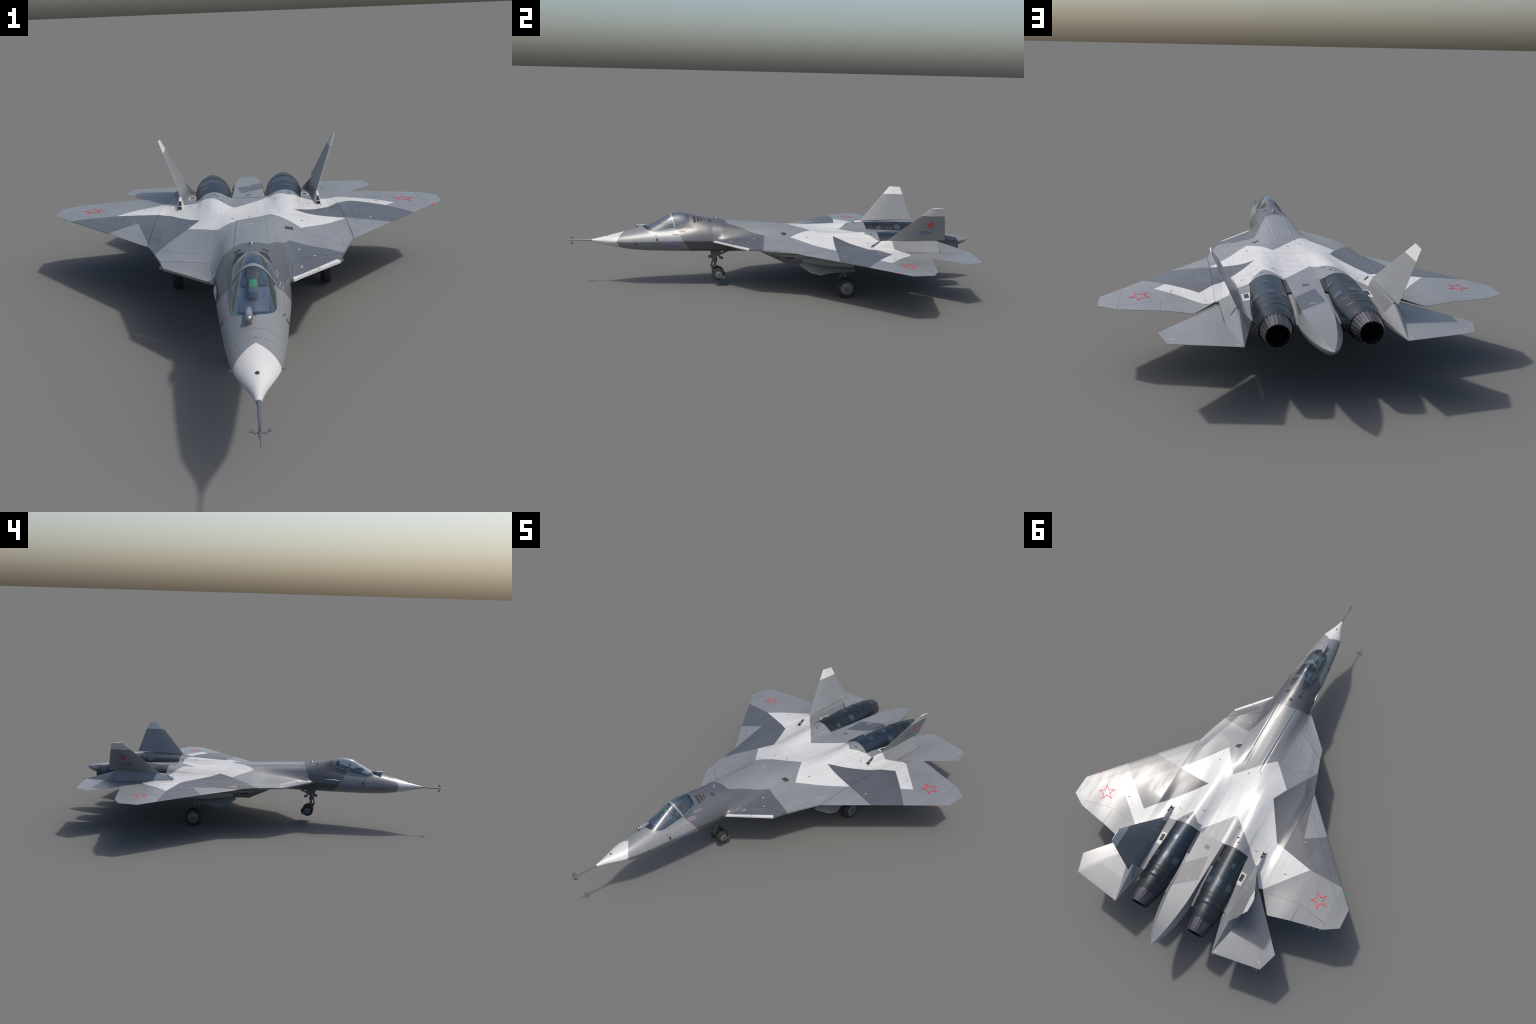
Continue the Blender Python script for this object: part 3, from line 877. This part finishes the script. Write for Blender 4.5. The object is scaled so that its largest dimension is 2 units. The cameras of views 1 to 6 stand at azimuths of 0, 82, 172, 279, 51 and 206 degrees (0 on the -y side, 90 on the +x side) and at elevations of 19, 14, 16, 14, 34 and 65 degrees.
# ------------------------------------------------------------------ markings laid on the skin
def decal(name, polys, point, mat, parent, step=.004, off=.0006, depth=.0016, join=None):
    """thin raised pieces: polygons in a 2-D chart, point(u, v, off) -> 3-D"""
    S = join or Soup()
    for poly in polys:
        v, f, e = plan_fill(poly, step)
        n = len(v)
        V = [point(a, b, off) for a, b in v] + [point(a, b, off - depth) for a, b in v]
        F = list(f) + [tuple(i + n for i in reversed(q)) for q in f] + [(b, a, a + n, b + n) for a, b in e]
        S.add(V, F)
    if join is None: return S.out(name, mat, parent, 50)
def on_top(u, v, o): return (u, v, float(top(u, v)[0]) + o)
def on_fwd(u, v, o):
    e = 1e-4; z = float(fwd_top(np.array(u), np.array(v)))
    gx = (float(fwd_top(np.array(u + e), np.array(v))) - z) / e; gy = (float(fwd_top(np.array(u), np.array(v + e))) - z) / e
    nn = Vector((-gx, -gy, 1)).normalized()
    p = Vector((u, v, z)) + nn * o
    return tuple(p)
def on_side(s):
    def f(u, v, o):
        h = side_hit(s, u, v)
        if h[0] is None: return (s * .08, u, v)
        nn = h[1] if h[1].x * s > 0 else -h[1]
        return tuple(h[0] + nn * o)
    return f
def strip(a, b, w):
    a, b = np.array(a, float), np.array(b, float); d = (b - a) / np.linalg.norm(b - a); n = np.array((-d[1], d[0])) * w / 2
    return [tuple(a + n), tuple(a - n), tuple(b - n), tuple(b + n)]
def quad(cx, cy, w, h, ang=0):
    c, s = math.cos(ang), math.sin(ang)
    return [(cx + c * x - s * y, cy + s * x + c * y) for x, y in ((-w / 2, -h / 2), (w / 2, -h / 2), (w / 2, h / 2), (-w / 2, h / 2))]

# stars: outline only, ten mitred bars
def star_bars(cx, cy, R, w, rot, sx=1.0, sy=1.0):
    def ringp(r):
        return [(cx + sx * (r if i % 2 == 0 else r * .40) * math.sin(rot + PI * i / 5), cy + sy * (r if i % 2 == 0 else r * .40) * math.cos(rot + PI * i / 5)) for i in range(10)]
    A = ringp(R); B = inset(A, w) if True else None
    return [[A[i], A[(i + 1) % 10], B[(i + 1) % 10], B[i]] for i in range(10)]
for s, w_ob in zip((1, -1), wing):
    decal('wing_star', star_bars(s * .5425, .5045, .0415, .0036, s * 2.61), on_top, M_RED, w_ob, .006)

# block digits drawn with bars inside a unit cell (x 0..1, y 0..1)
def digit(ch):
    t = .19
    H = lambda x0, x1, y: [(x0, y - t / 2), (x1, y - t / 2), (x1, y + t / 2), (x0, y + t / 2)]
    Vv = lambda x, y0, y1: [(x - t / 2, y0), (x + t / 2, y0), (x + t / 2, y1), (x - t / 2, y1)]
    lo, hi = t / 2, 1 - t / 2
    if ch == '0': return [H(t, 1 - t, lo), H(t, 1 - t, hi), Vv(lo, .08, .92), Vv(hi, .08, .92)]
    if ch == '5': return [H(0, 1, hi), H(0, 1 - t, lo), Vv(lo, .5, 1 - t), Vv(hi, .10, .5), H(t, 1 - t * .5, .5 + .06)]
    return [Vv(hi - .08, 0, 1), H(0, 1 - t - .08 + .02, .30), H(1 - .09, 1.0, .30), [(0, .42), (t, .42), (.72, 1.0), (.50, 1.0)]]
def grow(p, d): return inset(p, -d)
def number(point, y0, z0, w, h, flip, parent, lean=.0):
    """three digits; y0..: left edge as read, flip = reading direction along +-y"""
    cell = w / 3.5
    inner, outer = [], []
    for i, ch in enumerate('054'):
        for bar in digit(ch):
            q = [(y0 + flip * (i * cell * 1.22 + x * cell + lean * z * h), z0 + z * h) for x, z in bar]
            inner.append(q); outer.append(grow(q, .0018))
    decal('number_outline', outer, point, M_OUTLINE, parent, .006, .0005)
    decal('side_number', inner, point, M_BLUE, parent, .006, .0010)
number(on_side(1), -.527, .2060, .077, .0225, 1, fuselage)
number(on_side(-1), -.450, .2070, .077, .0225, -1, fuselage)
def on_fin(s, face):
    lr, tr, lt, tt = FIN['lr'], FIN['tr'], FIN['lt'], FIN['tt']
    def f(u, v, o):     # u = y, v = z
        w = (v - lr.z) / (lt.z - lr.z)
        for _ in range(3):
            a = lr.lerp(lt, w); b = tr.lerp(tt, w); c = (u - a.y) / (b.y - a.y)
            z = a.z + (b.z - a.z) * c; w += (v - z) / (lt.z - lr.z)
        p = fin_point(min(1, max(0, c)), w, face)
        p = p + fin_n * (o * face)
        return (s * p.x, p.y, p.z)
    return f
for s, fb in zip((1, -1), fins):
    decal('fin_star', star_bars(.6865, .3530, .0225, .0042, 0), on_fin(s, 1), M_RED, fb, .006)
    cell = .059 / 3.5; inn = []
    for i, ch in enumerate('054'):
        for bar in digit(ch):
            x0 = .644 if s > 0 else .703
            inn.append([(x0 + s * (i * cell * 1.22 + x * cell), .3065 + z * .0155) for x, z in bar])
    decal('fin_number', inn, on_fin(s, 1), plain('fin_number_violet', srgb(82, 80, 128), .5) if s > 0 else bpy.data.materials['fin_number_violet'], fb, .006)

# vents and grilles
vents = [([(.111 - .013, .021), (.111 + .011, .026), (.111 + .013, .046), (.111 - .010, .043)], on_top)]
for sx in (1, -1):
    for y0, y1, x0, x1 in ((-.3890, -.3755, .0170, .0450), (-.3710, -.3600, .0190, .0425), (-.3550, -.3460, .0240, .0385)):
        vents.append(([(sx * x0, y0), (sx * x1, y0 + .002), (sx * (x1 - .001), y1 + .001), (sx * x0, y1 - .001)][::sx], on_fwd))
    vents.append(([(sx * .0250, -.3170), (sx * .0400, -.3150), (sx * .0430, -.3020), (sx * .0280, -.3020)][::sx], on_fwd))
for poly, fn in vents:
    decal('air_vent', [poly], fn, M_BLACK, fuselage if fn is on_fwd else centre, .004, .0007)
decal('air_vent', [[(-.036, -.338), (-.029, -.329), (-.040, -.327)]], on_fwd, M_BLACK, fuselage, .004, .0007)
for sx in (1, -1):
    decal('bay_frame', [quad(sx * .2010, .5800, .0270, .0580, sx * .02)], on_top, M_WHITE, centre, .005, .0006)
    decal('bay_opening', [quad(sx * .2005, .5755, .0150, .0320, sx * .02)], on_top, M_BLACK, centre, .005, .0012)
def on_sting(u, v, o): return (u, v, float(sting_top(u, v)[0]) + o)
gr = [quad(-.002, .527 + dy, .022, .0022) for dy in (-.008, -.004, 0, .004, .008)]
decal('spine_grille', gr, on_sting, plain('grille_grey', srgb(84, 88, 96), .6), sting, .01, .0005)
hx = [((-.107, .432), .010, .006), ((-.118, .452), .008, .005), ((.138, .452), .009, .005)]
for (cx, cy), w, h in hx:
    decal('hump_vent', [quad(cx, cy, w, h, .3)], on_top, M_BLACK, centre, .004, .0007)

# pale circuit-like mark with three dots on the sting and on the spine
def dots(cx, cy, r, parent, fn, m):
    P = [(cx, cy - r), (cx + r * 1.2, cy + r * .8), (cx - r * 1.2, cy + r * .8)]
    polys = [[(px + .0022 * math.cos(a), py + .0022 * math.sin(a)) for a in [PI / 4 * k for k in range(8)]] for px, py in P]
    polys += [strip(P[i], P[(i + 1) % 3], .0009) for i in range(3)]
    decal('lifting_point_mark', polys, fn, m, parent, .01, .0006)
M_MARK = plain('mark_pale_grey', srgb(160, 163, 170), .5)
dots(.002, .686, .007, sting, on_sting, M_MARK)
dots(-.002, .004, .007, centre, on_top, M_MARK)

# stencils
sten = [(M_YELLOW, on_top, .129, -.110, .010, .004, .5), (M_YELLOW, on_top, .168, -.140, .008, .004, .5), (M_YELLOW, on_top, -.129, -.110, .010, .004, -.5),
        (M_YELLOW, on_top, -.168, -.140, .008, .004, -.5), (M_YELLOW, on_top, .385, .262, .009, .004, .8), (M_YELLOW, on_top, -.372, .300, .008, .004, .8),
        (M_YELLOW, on_top, .330, .560, .010, .004, .2), (M_ORANGE, on_top, .172, -.2125, .005, .006, .8), (M_ORANGE, on_top, -.172, -.2125, .005, .006, -.8),
        (M_PINK, on_top, .128, -.215, .004, .016, -.2), (M_PINK, on_top, -.128, -.215, .004, .016, .2)]
for m, fn, cx, cy, w, h, a in sten:
    decal('stencil', [quad(cx, cy, w, h, a)], fn, m, centre, .01, .0006)
def on_stab(u, v, o): return (u, v, float(st_mid(np.array(u), np.array(v)) + st_half(np.array(u), np.array(v))) + o)
for s, ob in zip((1, -1), stabs):
    decal('stencil', [quad(s * .435, .852, .012, .005, s * .3)], on_stab, M_YELLOW, ob, .02, .0005)
    decal('stencil', [quad(s * .252, .896, .010, .005, s * .3)], on_stab, M_YELLOW, ob, .02, .0005)
    for (u, v) in ((.57, .282), (.63, .392), (.74, .282)):
        decal('stencil', [quad(u, v, .005, .008)], on_fin(s, 1), M_YELLOW, fins[0 if s > 0 else 1], .02, .0005)
        decal('stencil', [quad(u, v, .005, .008)], on_fin(s, -1), M_YELLOW, fins[0 if s > 0 else 1], .02, .0005)
# rescue boxes below the cockpit (port side): pale frames with a dull red bar
def frame(cx, cy, w, h, t): return [quad(cx, cy + h / 2, w, t), quad(cx, cy - h / 2, w, t), quad(cx - w / 2, cy, t, h), quad(cx + w / 2, cy, t, h)]
for cy, cz, w, h in ((-.405, .299, .034, .007), (-.437, .281, .028, .008), (-.470, .268, .030, .006), (-.492, .247, .011, .016)):
    decal('rescue_mark', frame(cy, cz, w, h, .0016), on_side(1), M_PINK, fuselage, .02, .0005)
    if w > .02: decal('rescue_mark', [quad(cy, cz, w * .75, .0018)], on_side(1), plain('dull_red', srgb(112, 88, 96), .6) if 'dull_red' not in bpy.data.materials else bpy.data.materials['dull_red'], fuselage, .02, .0005)
for s in (1, -1):
    decal('side_port', [quad(-.556, .2445, .009, .012)], on_side(s), M_BLACK, fuselage, .02, .0005)
    decal('side_port', [quad(-.655, .2215, .008, .009)], on_side(s), M_BLACK, fuselage, .02, .0005)
    decal('side_stencil', [quad(-.714, .2225, .007, .006)], on_side(s), M_ORANGE, fuselage, .02, .0005)
    decal('side_stencil', [quad(-.428, .2170, .012, .005)], on_side(s), M_YELLOW, fuselage, .02, .0005)

# panel lines: fine raised strips in a darker shade of the paint underneath
PL = Soup()
def pline(pts, w=.0014):
    for a, b in zip(pts[:-1], pts[1:]): decal('', [strip(a, b, w)], on_top, None, None, .008, .0003, .001, join=PL)
for s in (1, -1):
    pline([(s * .302, .10), (s * .302, .575)])
    pline([(s * .20, .12), (s * .23, .30), (s * .235, .42)])
    pline([(s * .262, -.02), (s * .275, .20), (s * .275, .56)])
    pline([(s * .335, .21), (s * .335, .57)]); pline([(s * .415, .29), (s * .415, .555)])
    pline([(s * .507, .39), (s * .507, .555)])
    pline([(s * .09, .20), (s * .085, .47)]); pline([(s * .16, .07), (s * .165, .46)])
    pline([(s * .12, -.12), (s * .25, -.02)])
    pline([(s * .27, -.03), (s * .16, .03), (s * .10, .03)])
    pline([(s * .302, .385), (s * .19, .385), (s * .12, .385), (s * .06, .385), (0, .385)], .0014)
    pline([(s * .285, .195), (s * .18, .20), (s * .12, .195), (0, .205)])
    pline([(s * .05, .215), (s * .05, .38)]); pline([(s * .19, .395), (s * .19, .47)])
for s in (1, -1):
    for k in range(40):                 # darker strips drawn along the spine grooves
        y0 = -.245 + k * .009; q = lambda y: s * (.0470 - .0050 * (y + .25) / .36)
        pline([(q(y0), y0), (q(y0 + .009), y0 + .009)], .0016)
    for x0, ya, yb in ((.056, .20, .45), (.175, .10, .44), (.225, .12, .46), (.30, .14, .55), (.36, .24, .55), (.44, .32, .54)):
        y0 = ya
        while y0 < yb: pline([(s * x0, y0), (s * x0 + .0012, y0)], .0014); y0 += .0085
pline([(-.046, -.072), (.046, -.072)], .0018); pline([(-.03, .27), (.03, .27)]); pline([(-.03, .33), (.03, .33)])
for _ in range(30):                     # small fastener ticks and hatches
    x = random.uniform(.03, .55) * random.choice((-1, 1)); y = random.uniform(max(.05, abs(x) * 1.15 - .2) + .03, .53)
    if abs(x) < .18 and y > .46: continue
    a = random.choice((0, .9, -.9)); l = random.uniform(.006, .016)
    pline([(x, y), (x + l * math.cos(a), y + l * math.sin(a))], .0014)
o = PL.out('panel_line', M_LINE, centre, 60); o['kind'] = 'stuff'
FL = Soup()
for y in (-.660, -.690):
    xs_ = np.linspace(-.97, .97, 25) * float(half_w(y))
    for a, b in zip(xs_[:-1], xs_[1:]): decal('', [strip((a, y), (b, y), .0011)], on_fwd, None, None, .01, .0003, .001, join=FL)
o = FL.out('panel_line', M_LINE, fuselage, 60); o['kind'] = 'stuff'
dk = [quad(cx, cy, .012, .0022, a) for cx, cy, a in ((.155, .135, .9), (-.05, .115, -.6), (.0, .14, -.5), (-.2, .44, .6), (.2, .42, -.5), (.44, .475, .6), (-.36, .47, .6), (.09, .39, .4), (-.09, .39, -.4))]
for q in dk: decal('drain_slot', [q], on_top, M_BLACK, centre, .01, .0006)

# wing-tip lamps, static wicks
for s, m, w_ob in ((1, M_LAMP_R, wing[0]), (-1, M_LAMP_G, wing[1])):
    l = Soup(); l.ball((s * .626, .4290, .2215), .0042, 12, .6); l.out('navigation_lamp', m, w_ob, 80)
wk = Soup()
for s in (1, -1):
    for x, y, z in ((.60, .612, .2235), (.575, .618, .2235), (.55, .623, .2235), (.44, .879, .2125), (.43, .881, .2125), (.25, .908, .2105), (.24, .910, .2105)):
        wk.rod((s * x, y - .002, z), (s * x, y + .011, z), .0005, n=6)
    for w in (.50, .55, .60):
        p = fin_point(1, w, 0); wk.rod((s * p.x, p.y, p.z), (s * p.x, p.y + .009, p.z), .0005, n=6)
o = wk.out('static_wick', M_STEEL, jet); o['kind'] = 'stuff'

# ------------------------------------------------------------------ intake markings
for s, ob in zip((1, -1), intakes):
    bv = BVHTree.FromObject(ob, bpy.context.evaluated_depsgraph_get())
    def fn(u, v, o, s=s, bv=bv):
        h = bv.ray_cast(Vector((s * .4, u, v)), Vector((-s, 0, 0)))
        return tuple(h[0] + Vector((s * o, 0, 0))) if h[0] else (s * .2, u, v)
    decal('warning_stripe', [strip((-.016, .1875), (.010, .1725), .0050)], fn, plain('warning_red', srgb(110, 40, 34), .6) if s > 0 else bpy.data.materials['warning_red'], ob, .005)
    decal('bleed_vent', [quad(.045, .190, .036, .014)], fn, M_BLACK, ob, .005)

# ------------------------------------------------------------------ main landing gear
def wheel(name, c, R_, W, parent, rim_r):
    t = Soup(); c = Vector(c); prof = []
    for k in range(17):
        a = PI * k / 16
        prof.append((.5 - .5 * math.copysign(abs(math.cos(a)) ** .7, math.cos(a)), rim_r * .97 + (R_ - rim_r * .97) * math.sin(a) ** .55))
    t.lathe(c - Vector((W / 2, 0, 0)), c + Vector((W / 2, 0, 0)), prof, 40)
    w = t.out(name, M_TYRE, parent, 50)
    rm = Soup(); h = W / 2 + .0010
    rm.lathe(c - Vector((h, 0, 0)), c + Vector((h, 0, 0)), [(0, rim_r * .80), (.015, rim_r * .84), (.0, rim_r * .88), (.01, rim_r), (.99, rim_r), (1, rim_r * .88), (.985, rim_r * .84), (1, rim_r * .80)], 32)
    hb = Soup(); h += .0010
    hb.lathe(c - Vector((h, 0, 0)), c + Vector((h, 0, 0)), [(0, rim_r * .24), (.01, rim_r * .30), (.99, rim_r * .30), (1, rim_r * .24)], 24)
    hb.out('wheel_hub', M_STEEL, w, 30)
    rm.out('wheel_rim', M_RIM, w, 30)
    return w
for s in (1, -1):
    leg = Soup()
    leg.rod((s * .212, .3130, .215), (s * .2190, .3130, .075), .0085); leg.rod((s * .2190, .3130, .100), (s * .2200, .3130, .046), .0060)
    leg.rod((s * .212, .2550, .205), (s * .2185, .3080, .098), .0042); leg.rod((s * .2195, .3130, .0470), (s * .252, .3130, .0470), .0060)
    leg.rod((s * .2190, .298, .112), (s * .2195, .285, .086), .0030); leg.rod((s * .2195, .285, .086), (s * .2200, .306, .055), .0030)
    lg = leg.out('main_gear_leg', M_STEEL, jet)
    wheel('main_wheel', (s * .2450, .3130, .0475), .0475, .034, lg, .0295)
    # two-panel door: upright fairing and flared lower leaf
    up = [(s * .236, .088, .2150), (s * .240, .106, .1740), (s * .242, .150, .1640), (s * .243, .230, .1520), (s * .2430, .348, .1440), (s * .2400, .348, .2120)]
    lo = [(s * .2402, .106, .1735), (s * .248, .086, .1600), (s * .281, .138, .1300), (s * .291, .181, .1215), (s * .2790, .215, .1270), (s * .2660, .349, .1300), (s * .2432, .348, .1435), (s * .2432, .230, .1515), (s * .2422, .150, .1635)]
    for nm, P in (('main_gear_door', up), ('main_gear_door', lo)):
        c = sum((Vector(p) for p in P), Vector()) / len(P); nn = len(P)
        V = [Vector(p) for p in P] + [c] + [Vector(p) + Vector((-s * .0035, 0, 0)) for p in P] + [c + Vector((-s * .0035, 0, 0))]
        F = [(i, (i + 1) % nn, nn) for i in range(nn)] + [((i + 1) % nn + nn + 1, i + nn + 1, 2 * nn + 1) for i in range(nn)] + [(i, i + nn + 1, (i + 1) % nn + nn + 1, (i + 1) % nn) for i in range(nn)]
        add_object(nm, V, F, M_PALE, jet, 45)

# ------------------------------------------------------------------ nose gear
ng = Soup()
ng.rod((0, -.276, .180), (0, -.281, .092), .0065); ng.rod((0, -.279, .135), (0, -.2805, .118), .0095)
ng.rod((.010, -.290, .140), (.010, -.298, .100), .0030); ng.rod((-.010, -.290, .140), (-.010, -.298, .100), .0030)
ng.rod((0, -.299, .104), (0, -.288, .074), .0060); ng.rod((0, -.281, .094), (0, -.297, .090), .0050)
ng.rod((0, -.292, .082), (0, -.266, .0600), .0055)
ng.rod((0, -.268, .150), (0, -.205, .178), .0045); ng.rod((-.012, -.262, .152), (.012, -.262, .152), .0045)
ng.rod((-.030, -.2655, .0600), (.030, -.2655, .0600), .0045)
ng.rod((0, -.279, .094), (0, -.268, .100), .0015); ng.rod((0, -.268, .100), (0, -.260, .092), .0015)
ngo = ng.out('nose_gear_leg', M_STEEL, jet)
for s in (1, -1): wheel('nose_wheel', (s * .0190, -.2655, .0600), .0298, .0190, ngo, .0165)
md = Soup()
for s in (1, -1):
    md.prism([(s * .0300, -.2600, .0530), (s * .0300, -.2340, .0545), (s * .0300, -.2320, .0490), (s * .0300, -.2370, .0400), (s * .0300, -.2600, .0430)], (s * .0015, 0, 0))
md.box((0, -.2325, .0530), (.060, .002, .020), Matrix.Rotation(-.25, 3, 'X'))
md.out('mudguard', M_STEEL, ngo)
nd = Soup()
for s in (1, -1):
    nd.prism([(s * .014, -.306, .178), (s * .014, -.255, .178), (s * .014, -.252, .160), (s * .014, -.262, .147), (s * .014, -.298, .148), (s * .014, -.302, .160)], (s * .0015, 0, 0))
nd.box((0, -.3000, .1630), (.028, .0015, .028))
nd.out('nose_gear_door', plain('gear_door_dark', srgb(84, 84, 87), .5), jet)
ll = Soup()
for s in (1, -1):
    ll.lathe((s * .011, -.313, .1430), (s * .011, -.288, .1420), [(0, .0040), (.3, .0055), (1, .0030)], 14)
    ll.lathe((s * .011, -.242, .1340), (s * .011, -.262, .1390), [(0, .0030), (.5, .0045), (1, .0025)], 14)
ll.out('landing_light', M_STEEL, ngo, 40)
